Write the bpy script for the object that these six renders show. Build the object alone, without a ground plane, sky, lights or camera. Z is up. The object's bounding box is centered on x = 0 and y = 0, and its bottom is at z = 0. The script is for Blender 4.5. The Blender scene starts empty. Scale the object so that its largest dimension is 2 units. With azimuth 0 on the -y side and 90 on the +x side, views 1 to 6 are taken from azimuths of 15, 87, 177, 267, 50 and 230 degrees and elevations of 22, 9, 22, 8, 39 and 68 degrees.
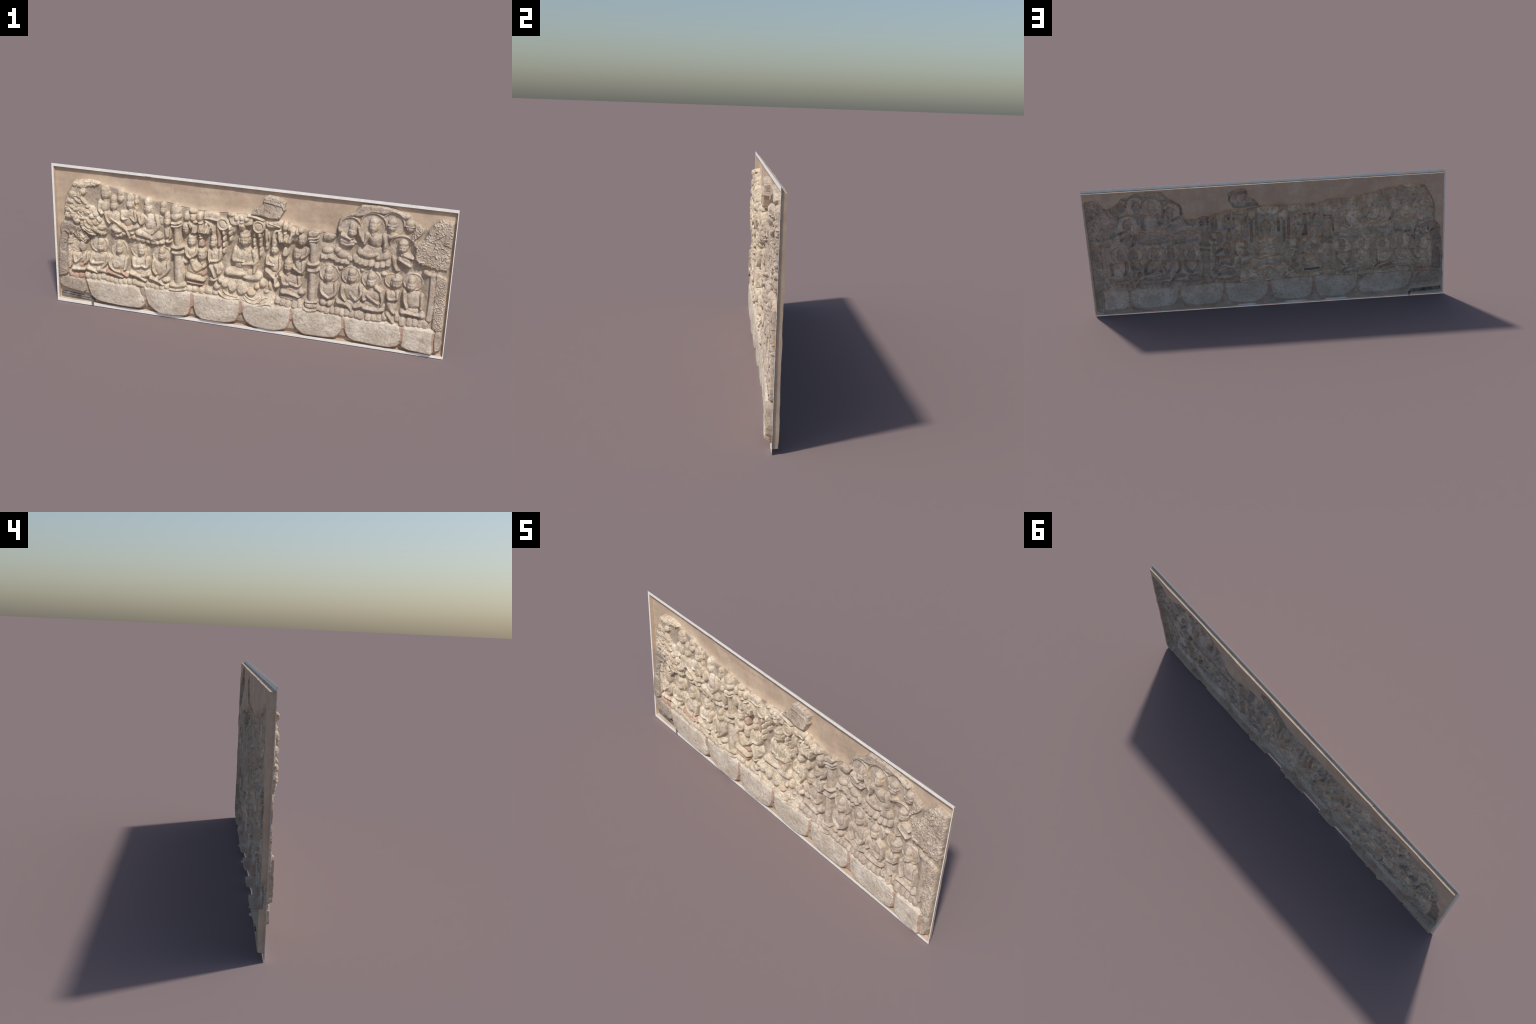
"""Framed stone relief: rows of haloed seated figures between two columns, set in plaster.

The panel is one carved surface.  Every piece is described by a simple profile (dome, rod,
bevelled slab) in millimetres on the panel (x to the right, z up, height towards the viewer,
0 = face of the white frame).  The pieces are carved one over another into a single height
surface, which is then separated into named parts whose border vertices coincide."""
import bpy, math, random
import numpy as np

rng = np.random.default_rng(7)
random.seed(7)

# ---------------------------------------------------------------- the carving surface
W, HT = 1000.0, 745.0
NX, NZ = 1329, 496
xs = np.linspace(-W, W, NX)
zs = np.linspace(0.0, HT, NZ)
X, Z = np.meshgrid(xs, zs)
STEP = xs[1] - xs[0]
FACE_Y = -0.006            # plane of the frame's front face, metres
PLASTER = -17.0            # depth of the plaster ground

def spline_rows(coords, cell):
    """cubic B-spline weights of a coarse lattice at the given coordinates"""
    t = (coords - coords.min()) / cell
    i = np.floor(t).astype(int); f = t - i
    n = i.max() + 4
    M = np.zeros((len(coords), n))
    r = np.arange(len(coords))
    for k, w in enumerate(((1-f)**3/6, (3*f**3-6*f**2+4)/6, (-3*f**3+3*f**2+3*f+1)/6, f**3/6)):
        M[r, i+k] += w
    return M

def vnoise(cx, cz=None):
    """smooth random field, about -1..1, cell size in mm"""
    A = spline_rows(zs, cz or cx); B = spline_rows(xs, cx)
    R = rng.uniform(-1, 1, (A.shape[1], B.shape[1]))
    return (A @ R @ B.T) * 1.8

def fbm(cell, octaves=3, gain=.55):
    out = 0; a = 1
    for _ in range(octaves):
        out = out + a*vnoise(cell); cell *= .5; a *= gain
    return out

ROUGH = 0.6*fbm(16, 3)             # broken stone
CHIP = np.abs(fbm(9, 2))           # pits and chips
GRAIN = vnoise(4.2) + .6*vnoise(9)

Hh = PLASTER + 1.5*vnoise(130, 90) + .8*vnoise(52, 30) - 1.1*np.abs(vnoise(64, 44)) + .3*vnoise(18) + .12*vnoise(7)
crease = vnoise(70, 16)
for j in range(NZ): crease[j] = np.roll(crease[j], int(j*.9))      # trowel strokes running down to the right
Hh = Hh+.8*crease
Lab = np.zeros((NZ, NX), np.int32)

REG = []                           # label -> (group index or None, part name, material)
GROUPS = []                        # group names
LABEL_CACHE = {}
def label(part, mat, group=None, shared=False):
    if shared and (part, mat, group) in LABEL_CACHE: return LABEL_CACHE[part, mat, group]
    REG.append((group, part, mat)); LABEL_CACHE[part, mat, group] = len(REG)-1
    return len(REG)-1
def new_group(name):
    GROUPS.append(name); return len(GROUPS)-1
PLASTER_LABEL = label('plaster_ground', 'plaster')

FAMILY = {'column': 'column', 'canopy': 'canopy', 'tassel': 'canopy'}
FAMILY_GROUP = {}
def family(part, x):
    """columns and canopies are groups of their own, told apart by where they stand"""
    key = part.split('_')[0]
    if key not in FAMILY: return None
    k = (FAMILY[key], int((x+120)//280) if key != 'column' else x > 0)
    if k not in FAMILY_GROUP: FAMILY_GROUP[k] = new_group(FAMILY[key])
    return FAMILY_GROUP[k]

def window(x0, x1, z0, z1, pad=8):
    i0 = max(0, int(np.searchsorted(xs, x0-pad))); i1 = min(NX, int(np.searchsorted(xs, x1+pad)))
    j0 = max(0, int(np.searchsorted(zs, z0-pad))); j1 = min(NZ, int(np.searchsorted(zs, z1+pad)))
    return slice(j0, j1), slice(i0, i1)

def carve(win, hh, d, lab, groove=1.2, floor=-7, melt=0):
    """lay a piece of height hh on the surface, with a cut line of width ~2 mm round it"""
    H = Hh[win]
    if groove:
        cut = groove*np.exp(-(np.maximum(d, 0)/2.2)**2)*(d > 0)
        H[:] = np.where(H > floor, np.maximum(H-cut, floor), H)
    m = (hh > H) & (d < 0)
    if melt:                                    # flesh and cloth run softly into what they lie on
        soft = .5*(hh+H+np.sqrt((hh-H)**2+melt**2))-.5*melt*(hh < H)
        near = (d < 0) & (np.abs(hh-H) < 3*melt)
        hh = np.where(near, np.maximum(hh, soft-.35*melt), hh)
        m = (hh > H) & (d < 0)
    H[m] = hh[m]; Lab[win][m] = lab

def dome(q, n=2.2):
    return np.maximum(0, 1-np.minimum(q, 1)**n)**(1/n)

def lump(part, box, top, rot=0, mat='warm', base=-5, group=None, dish=0, rings=0, groove=1.2, lab=None, n=2.2, worn=.2, square=2, melt=0):
    cx, cz, rx, rz = box
    R = max(rx, rz)
    win = window(cx-R, cx+R, cz-R, cz+R)
    a = math.radians(rot); u = X[win]-cx; w = Z[win]-cz
    p = (u*math.cos(a)+w*math.sin(a))/rx; s = (-u*math.sin(a)+w*math.cos(a))/rz
    q = (np.abs(p)**square+np.abs(s)**square)**(1/square)
    h = base+(top-base)*dome(q, n)
    if part == 'leaf': h = top-9+9*np.maximum(0, 1-q)**.6-1.4*np.exp(-(s/.14)**2)*(q < .8)     # ridged blade with a midrib cut
    if dish: h = h-dish*np.exp(-(q/.45)**4)
    if rings: h = base+(top-base)*(.80*(q < 1)*dome(q, 9)+.2*np.exp(-((q-.86)/.10)**2)-.08*np.exp(-((q-.60)/.06)**2)+.10*dome(q/.52, 2)*(q < .52))
    h = h+worn*GRAIN[win]*.5
    if lab is None: lab = label(part, mat, group if group is not None else family(part, cx))
    carve(win, h, (q-1)*min(rx, rz), lab, groove, melt=melt)
    return lab

def rod(part, pts, radii, top, mat='warm', base=-5, group=None, lab=None, flute=0, flat=0, groove=1.2, worn=.2, melt=0):
    if np.isscalar(radii): radii = [radii]*len(pts)
    tops = top if isinstance(top, (list, tuple)) else [top]*len(pts)
    if 3 <= len(pts) <= 6 and not flute:        # round off elbows, knees and bends
        row = [(*p, r, t) for p, r, t in zip(pts, radii, tops)]
        for _ in range(2):
            out = [row[0]]
            for a, b in zip(row, row[1:]):
                out += [tuple(.75*i+.25*j for i, j in zip(a, b)), tuple(.25*i+.75*j for i, j in zip(a, b))]
            row = out+[row[-1]]
        pts = [r[:2] for r in row]; radii = [r[2] for r in row]; tops = [r[3] for r in row]
    R = max(radii); px = [p[0] for p in pts]; pz = [p[1] for p in pts]
    win = window(min(px)-R, max(px)+R, min(pz)-R, max(pz)+R)
    x, z = X[win], Z[win]
    best = np.full(x.shape, -1e9); dist = np.full(x.shape, 1e9)
    for k in range(len(pts)-1):
        (x0, z0), (x1, z1) = pts[k], pts[k+1]
        L2 = (x1-x0)**2+(z1-z0)**2 or 1
        t = np.clip(((x-x0)*(x1-x0)+(z-z0)*(z1-z0))/L2, 0, 1)
        r = radii[k]+(radii[k+1]-radii[k])*t; tp = tops[k]+(tops[k+1]-tops[k])*t
        d = np.hypot(x-x0-(x1-x0)*t, z-z0-(z1-z0)*t)
        h = base+(tp-base)*dome(d/r, 5 if flat else 2.2)
        best = np.maximum(best, h); dist = np.minimum(dist, d-r)
    if flute: best = best+.5*FLUTE[win]
    best = best+worn*GRAIN[win]*.5
    if lab is None: lab = label(part, mat, group if group is not None else family(part, px[0]))
    carve(win, best, dist, lab, groove, melt=melt)
    return lab
FLUTE = vnoise(7, 60)

def polygon_distance(pts, x, z):
    """signed distance to a closed outline, negative inside"""
    d2 = np.full(x.shape, 1e12); inside = np.zeros(x.shape, bool)
    for (x0, z0), (x1, z1) in zip(pts, pts[1:]+pts[:1]):
        ex, ez = x1-x0, z1-z0
        t = np.clip(((x-x0)*ex+(z-z0)*ez)/(ex*ex+ez*ez+1e-9), 0, 1)
        d2 = np.minimum(d2, (x-x0-ex*t)**2+(z-z0-ez*t)**2)
        if ez: inside ^= ((z0 > z) != (z1 > z)) & (x < ex*(z-z0)/ez+x0)
    return np.where(inside, -1, 1)*np.sqrt(d2)

def soften(pts, times=2):
    """corner cutting: turns a control outline into a smooth one"""
    for _ in range(times):
        out = []
        for (x0, z0), (x1, z1) in zip(pts, pts[1:]+pts[:1]):
            out += [(.8*x0+.2*x1, .8*z0+.2*z1), (.2*x0+.8*x1, .2*z0+.8*z1)]
        pts = out
    return pts

def slab(part, pts, top, bevel, mat='warm', rough=.5, rim=None, base=None, group=None, lab=None, groove=.8, smooth=1, drop_below=18):
    pts = [tuple(p) for p in pts]
    if rim:                                     # the undersides of the cushions reach further down
        mid = sum(p[1] for p in pts)/len(pts)
        pts = [(x, z-drop_below*min(1, max(0, (mid-10-z)/25))) for x, z in pts]
    pts = soften(pts, smooth)
    px = [p[0] for p in pts]; pz = [p[1] for p in pts]
    win = window(min(px), max(px), min(pz), max(pz))
    d = polygon_distance(pts, X[win], Z[win])
    d = d+min(rough, 1.6)*.9*ROUGH[win]
    f = np.clip(-d/bevel, 0, 1)
    if rim: f = 1-(1-f)**1.15
    base = PLASTER if base is None else base
    if rim: top = CUSHION_LEVEL[win]
    if part == 'cushion_joint': top = CUSHION_LEVEL[win]-3.5
    if part == 'cushion_patch': top = CUSHION_LEVEL[win]+1.2
    h = base+(top-base)*(np.sqrt(1-(1-f)**2.4) if not rim else .55*np.minimum(f*9, 1)**.5+.45*np.sin(f*math.pi/2))
    h = h+rough*(ROUGH[win]*.8-.35*CHIP[win]+.25*GRAIN[win])*np.clip(f*1.5, 0, 1)
    if rim: h = h+3.5*np.clip(-d/42, 0, 1)**.8-1.5          # softly bulging face
    if lab is None: lab = label(part, mat, group if group is not None else family(part, px[0]))
    carve(win, h, d, lab, groove, floor=-12)
    if rim:                                     # painted, rounded flank of a cushion
        edge = label(part+'_edge', rim)
        drop = Z[win] < np.interp(X[win], *upper_edge(pts))-14
        m = (Lab[win] == lab) & (d > -bevel*.7+.8*ROUGH[win]) & drop
        Lab[win][m] = edge
    return lab

CUSHION_LEVEL = np.interp(X, [-800, -500, -200, 0, 200, 450, 700, 790, 950], [18, 17, 15, 13, 11, 9, 9, 13, 21])

def upper_edge(pts):
    """heights of an outline's upper side, for telling its flanks from its top"""
    px = np.array([p[0] for p in pts]); pz = np.array([p[1] for p in pts])
    mid = np.interp(px, [px.min(), px.max()], [np.median(pz[px < np.median(px)]), np.median(pz[px >= np.median(px)])])
    o = np.argsort(px); keep = o[pz[o] > mid[o]]
    return px[keep], pz[keep]

def skirt(part, box, top, rot=0, mat='warm'):
    """a flared hanging cloth with pleats"""
    x, z, a, b = box; r = math.radians(rot)
    pts = [(-.5, 1), (.5, 1), (.7, 0), (1, -.85), (.35, -1), (-.35, -1), (-1, -.85), (-.7, 0)]
    P = [(x+a*u*math.cos(r)-b*v*math.sin(r), z+a*u*math.sin(r)+b*v*math.cos(r)) for u, v in pts]
    lab = slab(part, P, top, max(4, a*.55), mat=mat, base=-5, rough=.2)
    for u in (-.35, .35):
        rod('', [(x+.4*a*u*math.cos(r)-b*.8*math.sin(r), z+.4*a*u*math.sin(r)+b*.8*math.cos(r)), (x+1.3*a*u*math.cos(r)+b*.75*math.sin(r), z+1.3*a*u*math.sin(r)-b*.75*math.cos(r))], [1.5, 3], top+1.2, lab=lab, base=top-2, groove=.5)

def petals(group_name, boxes, top, mat='warm'):
    g = new_group(group_name)
    for b in boxes:
        x, z, rx, rz = b
        lab = lump('lotus_petal', (x, z, rx*1.12, rz*1.05), top, mat=mat, group=g, n=2.8, square=2.9, groove=1.6)
        lump('', (x, z+.1*rz, rx*.45, rz*.7), top+1, lab=lab, groove=0, n=2)

def face(cx, cz, w, h, turn, lab):
    """eyes, nose, mouth and brow pressed into a head"""
    win = window(cx-w*.5, cx+w*.5, cz-h*.5, cz+h*.5)
    u = (X[win]-cx)/w-turn*.13; v = (Z[win]-cz)/h
    g = lambda a, b, sa, sb: np.exp(-((u-a)/sa)**2-((v-b)/sb)**2)
    s = w/36
    k = s*(2.6*g(0, -.08, .07, .13)+.8*g(0, .1, .05, .12)               # nose
           - 1.7*g(-.19, .06, .11, .055)-1.7*g(.19, .06, .11, .055)       # eye sockets
           + .9*g(-.19, .06, .07, .025)+.9*g(.19, .06, .07, .025)
           + .7*g(-.2, .16, .14, .03)+.7*g(.2, .16, .14, .03)             # brows
           - 1.4*g(0, -.245, .14, .022)+.7*g(0, -.295, .10, .03)          # mouth
           + .7*g(0, -.41, .12, .05)+.7*g(-.3, -.12, .1, .12)+.7*g(.3, -.12, .1, .12))
    m = Lab[win] == lab
    Hh[win][m] += k[m]

def head(group, box, hat, turn, lift, mat):
    x, z, w, h = box
    top = 16+lift
    if hat in ('tall', 'cone'):
        fz, fh = z-.17*h, .66*h
        if hat == 'tall':
            lump('headdress', (x-.03*w*turn, z+.20*h, .42*w, .31*h), top-1.5, mat=mat, group=group, n=2.7)
        else:
            lump('headdress', (x, z+.14*h, .42*w, .38*h), top-2, mat=mat, group=group, n=1.9)
        lab = lump('head', (x, fz, .49*w, .5*fh), top, mat=mat, group=group, n=2.5, groove=.9)
        face(x, fz, w*.96, fh, turn, lab)
    elif hat == 'broken':
        lump('head', (x, z, .46*w, .5*h), top-3, mat=mat, group=group, n=4)
    else:
        lab = lump('head', (x, z-.03*h, .49*w, .47*h), top, mat=mat, group=group, n=2.5)
        face(x, z-.12*h, w*.96, .76*h, turn, lab)
        if hat == 'bun':
            hl = lump('hair', (x+.04*w, z+.36*h, .26*w, .14*h), top-2, mat=mat, group=group)
            lump('', (x, z+.20*h, .50*w, .20*h), top+.8, lab=hl, groove=.7, n=2.6)
        else:
            hl = lump('hair', (x-.03*w*turn, z+.24*h, .47*w, .25*h), top-.2, mat=mat, group=group, groove=.6, n=2.6)
        if hat == 'band':
            rod('', [(x-.46*w, z+.05*h), (x, z+.0*h), (x+.46*w, z+.04*h)], .05*h, top+.8, lab=hl, groove=.9)
        if hat in ('bun', 'cap'):
            for s in ((1,) if turn < -.2 else (-1, 1)):
                rod('ear', [(x+s*.47*w, z+.02*h), (x+s*.45*w, z-.22*h)], [.06*w, .05*w], top-6, mat=mat, group=group, groove=.5)

def figure(kind, head_box=None, hat='tall', turn=0, lift=0, halo=None, dish=0, torso=None, arms=(), arm_r=9,
           legs=(), leg_r=12, knees=(), sash=None, lap=0, leg_mat=None, mat='warm', **kw):
    head_box = kw.get('head', head_box)
    g = new_group(kind)
    if halo:
        x, z, rx, rz = halo
        win = window(x-rx, x+rx, z-rz, z+rz)
        q = np.hypot((X[win]-x)/rx, (Z[win]-z)/rz); d = (q-1)*min(rx, rz)
        lab = label('halo', mat, g)
        if dish:                                # sunk disc under a raised arch
            sunk = q < 1
            Hh[win][sunk] = np.minimum(Hh[win][sunk], 4-4.5*np.clip((1-q[sunk])*5, 0, 1)); Lab[win][sunk] = lab
            arch = np.where((np.abs(q-1) < .07) & (Z[win] > z-.1*rz), 5.5*(1-((q-1)/.07)**2)**.5, -99)
            carve(win, arch, np.where(arch > -9, -1, 1), lab, 0)
        else:
            h = np.where(q < 1, -4+7*np.sqrt(np.clip((1-q)*12, 0, 1))+1.6*np.exp(-((q-.93)/.05)**2)-1.4*np.exp(-((q-.76)/.1)**2)+.3*GRAIN[win], -99)
            carve(win, h, d, lab, 1.6)
    if torso:
        pts = soften([tuple(p) for p in torso], 2)
        px = [p[0] for p in pts]; pz = [p[1] for p in pts]
        win = window(min(px), max(px), min(pz), max(pz))
        d = polygon_distance(pts, X[win], Z[win])
        b = max(8, .38*(max(px)-min(px)))
        f = np.clip(-d/b, 0, 1)
        nx, nz = np.mean(px), max(pz)
        fold = np.sin(np.hypot(X[win]-nx, (Z[win]-nz)*1.1)*2*math.pi/9.5)*np.clip(f*3, 0, 1)
        h = -5+(12.5+lift*.6+5)*np.sqrt(1-(1-f)**2)+.12*fold+.12*GRAIN[win]
        carve(win, h, d, label('torso', mat, g), 1.6)
    if sash: lump('sash', sash, 10.5, mat='red', group=g, groove=0)
    spots = [p for ch in legs for p in ch]+[(b[0], b[1]) for b in knees]
    if torso and legs:                          # the lap and robe between the crossed legs
        lx = [p[0] for p in spots]; lz = [p[1] for p in spots]; wz = min(p[1] for p in torso)
        cz = (max(lz)+min(lz))/2
        lump('robe', ((min(lx)+max(lx))/2, (cz+wz)/2, (max(lx)-min(lx))/2+leg_r*.9, max(10, abs(cz-wz)/2+leg_r*.8)), 9, mat=mat, group=g, groove=.6, n=2.6, melt=2)
    if torso and head_box:                      # neck
        rod('neck', [(head_box[0], head_box[1]-.3*head_box[3]), (head_box[0], head_box[1]-.62*head_box[3])], .26*head_box[2], 9+lift*.5, mat=mat, group=g, groove=0, melt=2)
    for ch in legs:
        n = len(ch)
        rod('leg', ch, [leg_r*(1.1-.5*k/max(1, n-1)) for k in range(n)], [17.5-1.5*k/max(1, n-1) for k in range(n)], mat=leg_mat or mat, group=g, groove=1.4, melt=2)
    for b in knees: lump('leg', b, 15, mat=leg_mat or mat, group=g)
    for ch in arms:
        n = len(ch); al = label('arm', mat, g)
        rod('', ch, [arm_r*(1.1-.42*k/max(1, n-1)) for k in range(n)], [14+3.2*k/max(1, n-1)+lift*.5 for k in range(n)], lab=al, groove=1.5, melt=2)
        hx, hz = ch[-1]
        lump('hand', (hx, hz, arm_r*.82, arm_r*.68), 17.6+lift*.5, mat=mat, group=g, groove=.5)
    if head_box: head(g, head_box, hat, turn, lift, mat)

# ---------------------------------------------------------------- where everything stands (mm)

# stone ground carrying the figures, and the raised blocks on it
GROUND_OUTLINE = [(-888, 659), (-867, 668), (-803, 677), (-768, 677), (-742, 668), (-712, 659), (-650, 653), (-599, 636), (-543, 630), (-515, 619), (-468, 616), (-458, 612), (-383, 613), (-346, 606), (-324, 602), (-282, 597), (-236, 592), (-170, 592), (-127, 590), (-75, 600), (-50, 598), (32, 602), (115, 585), (169, 585), (194, 582), (221, 580), (295, 564), (326, 554), (369, 553), (422, 555), (453, 550), (450, 586), (458, 629), (480, 648), (518, 674), (531, 679), (551, 704), (562, 719), (626, 720), (665, 718), (715, 710), (740, 698), (788, 690), (803, 663), (829, 646), (867, 635), (881, 641), (894, 659), (925, 687), (957, 683), (985, 679), (985, 598), (982, 510), (983, 444), (983, 315), (985, 156), (984, 63), (985, 37), (953, 20), (788, 46), (738, 28), (477, 40), (199, 33), (-70, 36), (-346, 30), (-591, 37), (-781, 60), (-835, 62), (-922, 72), (-985, 86), (-989, 160), (-988, 232), (-982, 292), (-979, 353), (-968, 372), (-973, 400), (-966, 430), (-943, 454), (-939, 478), (-943, 525), (-931, 569), (-920, 601), (-895, 641)]
slab('stone_ground', GROUND_OUTLINE, -2, 7, mat='ground')
slab('foliage_rock', [(-882, 661), (-860, 671), (-796, 680), (-738, 671), (-746, 657), (-813, 645), (-812, 610), (-834, 596), (-820, 561), (-795, 551), (-765, 543), (-762, 508), (-726, 477), (-718, 442), (-717, 402), (-781, 403), (-822, 396), (-843, 431), (-846, 456), (-871, 445), (-894, 467), (-930, 464), (-932, 492), (-937, 530), (-925, 574), (-913, 606), (-888, 646)], 9, 7, mat='warm', rough=1.6)
slab('carved_slab', [(-959, 435), (-939, 453), (-841, 427), (-804, 367), (-813, 352), (-864, 347), (-898, 385), (-926, 374), (-935, 283), (-933, 191), (-932, 157), (-980, 144), (-982, 186), (-981, 237), (-973, 356), (-960, 377), (-967, 409)], 8, 6, mat='grey', rough=1.4)
slab('carved_slab', [(-928, 372), (-894, 378), (-904, 288), (-904, 249), (-916, 195), (-932, 193)], 9, 5, mat='warm', rough=1)
slab('carved_slab', [(-971, 285), (-930, 287), (-928, 195), (-928, 161), (-976, 148), (-978, 190), (-976, 241)], 17, 6, mat='grey', rough=1.4)
slab('broken_block', [(100, 700), (121, 710), (163, 704), (205, 684), (199, 640), (179, 600), (136, 596), (106, 600), (38, 607), (46, 626), (72, 649), (73, 640), (90, 660), (95, 664)], 10, 4, mat='right', rough=0.8, smooth=0)
slab('broken_face', [(99, 700), (121, 710), (162, 704), (205, 683), (184, 674), (141, 687), (102, 689)], 9, 9, mat='plaster', rough=0.5)
rod('broken_ledge', [(103, 679), (141, 675), (176, 668), (193, 664)], [6.5, 7.5, 7.0, 5.0], 15, mat='grey')
rod('broken_ledge', [(184, 675), (194, 662), (198, 648)], [7.0, 7.0, 6.0], 15, mat='grey')
slab('broken_rim', [(533, 680), (555, 706), (560, 718), (627, 721), (666, 720), (716, 712), (741, 700), (789, 692), (781, 674), (757, 671), (731, 691), (701, 696), (673, 684), (643, 684), (617, 686), (572, 663), (556, 661), (541, 657), (508, 656), (476, 635), (472, 599), (480, 576), (462, 570), (454, 590), (465, 632), (485, 652)], 6, 7, mat='right', rough=1.6)
slab('foliage_panel', [(882, 643), (895, 663), (926, 691), (958, 686), (985, 682), (985, 650), (985, 602), (984, 559), (983, 515), (984, 451), (947, 445), (906, 450), (832, 470), (821, 500), (827, 534), (807, 552), (807, 568), (851, 584), (865, 603), (870, 623)], 9, 12, mat='right', rough=0.6)
slab('foliage_panel', [(796, 665), (804, 667), (830, 649), (858, 637), (855, 621), (846, 602), (828, 586), (808, 568), (792, 583), (804, 611), (812, 638)], 4, 6, mat='right', rough=2)
slab('scroll_border', [(928, 428), (983, 413), (985, 358), (984, 255), (983, 255), (985, 165), (982, 144), (955, 140), (931, 154), (932, 192), (931, 265), (930, 295), (929, 403)], 11, 5, mat='right', rough=0.5)
slab('lotus_ground', [(-121, 267), (-86, 263), (2, 257), (83, 261), (91, 287), (126, 264), (163, 241), (164, 203), (173, 167), (157, 141), (87, 144), (23, 143), (-6, 152), (-69, 147), (-119, 166), (-129, 188)], 7, 12, mat='warm', rough=0.5)

# bottom row of rounded cushions
slab('cushion_joint', [(-273, 159), (-241, 160), (-243, 89), (-255, 76), (-270, 83)], 14, 5, mat='red', rough=0.4)
slab('cushion_joint', [(-21, 153), (10, 154), (10, 90), (-1, 77), (-16, 84)], 14, 5, mat='red', rough=0.4)
slab('cushion_joint', [(236, 151), (267, 152), (267, 97), (256, 83), (242, 91)], 14, 5, mat='red', rough=0.4)
slab('cushion_joint', [(492, 148), (522, 149), (524, 91), (514, 77), (499, 85)], 14, 5, mat='red', rough=0.4)
slab('cushion_joint', [(776, 139), (804, 140), (809, 70), (799, 57), (785, 64)], 14, 5, mat='red', rough=0.4)
slab('cushion_joint', [(-533, 143), (-492, 149), (-489, 98), (-501, 69), (-509, 79), (-530, 114)], 9, 5, mat='grey', rough=1.2)
slab('cushion', [(-833, 155), (-799, 150), (-735, 158), (-676, 151), (-597, 154), (-559, 152), (-528, 125), (-501, 90), (-501, 66), (-529, 44), (-580, 40), (-659, 42), (-738, 48), (-769, 53), (-804, 72), (-819, 99), (-829, 134)], 22, 13, mat='pale', rough=1, rim='red')
slab('cushion', [(-514, 155), (-481, 156), (-432, 154), (-375, 158), (-267, 163), (-255, 155), (-254, 85), (-268, 53), (-287, 38), (-337, 31), (-414, 26), (-452, 42), (-494, 71), (-500, 86), (-511, 114)], 22, 13, mat='pale', rough=1, rim='red')
slab('cushion', [(-255, 157), (-224, 160), (-176, 162), (-101, 156), (-9, 154), (-2, 148), (-2, 86), (-21, 52), (-62, 36), (-118, 32), (-174, 33), (-204, 34), (-238, 56), (-253, 85)], 22, 13, mat='pale', rough=1, rim='red')
slab('cushion', [(-2, 152), (64, 149), (93, 142), (165, 149), (251, 157), (255, 148), (256, 87), (239, 55), (198, 35), (151, 29), (96, 32), (57, 39), (23, 59), (2, 83)], 22, 13, mat='pale', rough=1, rim='red')
slab('cushion', [(254, 155), (316, 163), (353, 154), (423, 158), (502, 149), (510, 139), (514, 77), (483, 44), (430, 36), (359, 35), (319, 34), (278, 62), (257, 85)], 22, 13, mat='pale', rough=1, rim='red')
slab('cushion', [(509, 151), (563, 152), (578, 148), (647, 149), (732, 152), (783, 146), (792, 125), (794, 69), (783, 48), (741, 34), (673, 34), (586, 41), (570, 39), (534, 56), (515, 81)], 22, 13, mat='pale', rough=1, rim='red')
slab('cushion', [(794, 133), (806, 146), (809, 145), (872, 150), (922, 150), (949, 144), (946, 106), (952, 33), (916, 33), (874, 36), (842, 36), (814, 43), (796, 51), (792, 54), (793, 107)], 22, 13, mat='pale', rough=1, rim='red')
slab('corner_stone', [(-978, 145), (-903, 150), (-845, 143), (-828, 68), (-914, 78), (-976, 93)], 11, 5, mat='grey', rough=0.7)
slab('corner_stone', [(949, 141), (983, 146), (986, 48), (955, 30), (945, 85)], 17, 8, mat='right', rough=2)
slab('cushion_patch', [(722, 109), (735, 117), (766, 111), (792, 115), (790, 60), (758, 42), (731, 61), (718, 89)], 23.5, 2, mat='pale', rough=0.5)

# columns
rod('column_shaft', [(-337, 491), (-334, 423), (-331, 401)], [21.5, 21.5, 21.5], 15, mat='warm', flute=1)
rod('column_shaft', [(-331, 346), (-329, 274), (-326, 197)], [25.5, 27.5, 29.0], 15, mat='warm', flute=1)
lump('column_capital', (-342, 580, 28, 35), 18, mat='warm')
lump('column_capital', (-340, 551, 28, 24), 20, mat='warm')
rod('column_ring', [(-359, 514), (-341, 512), (-321, 518)], [6.5, 6.5, 6.5], 18, mat='warm')
rod('column_ring', [(-359, 499), (-341, 497), (-321, 503)], [6.5, 6.5, 6.5], 18, mat='warm')
rod('column_ring', [(-358, 389), (-333, 384), (-308, 395)], [10.5, 11.5, 10.5], 19, mat='warm')
rod('column_ring', [(-356, 361), (-329, 357), (-304, 367)], [10.5, 11.5, 10.5], 19, mat='warm')
rod('column_base', [(-364, 184), (-333, 181), (-298, 192)], [15.5, 16.5, 15.5], 17, mat='warm')
rod('column_base', [(-371, 160), (-333, 159), (-292, 171)], [7.5, 7.5, 7.5], 18, mat='warm')
rod('column_shaft', [(340, 513), (341, 506), (348, 406)], [19.0, 19.0, 19.5], 14, mat='right', flute=1)
rod('column_shaft', [(347, 351), (349, 288), (351, 206)], [20.5, 21.5, 22.0], 14, mat='right', flute=1)
slab('column_capital', [(316, 557), (340, 566), (373, 558), (367, 536), (352, 528), (321, 531)], 15, 8, mat='right', rough=1.2)
rod('column_ring', [(324, 523), (345, 522), (366, 528)], [6.0, 6.5, 6.0], 17, mat='right')
rod('column_ring', [(330, 508), (347, 508), (364, 513)], [6.0, 6.5, 6.0], 16, mat='right')
rod('column_ring', [(326, 393), (348, 390), (370, 397)], [9.5, 10.5, 9.5], 18, mat='right')
rod('column_ring', [(329, 360), (350, 358), (371, 366)], [10.0, 10.5, 10.0], 18, mat='right')
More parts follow.
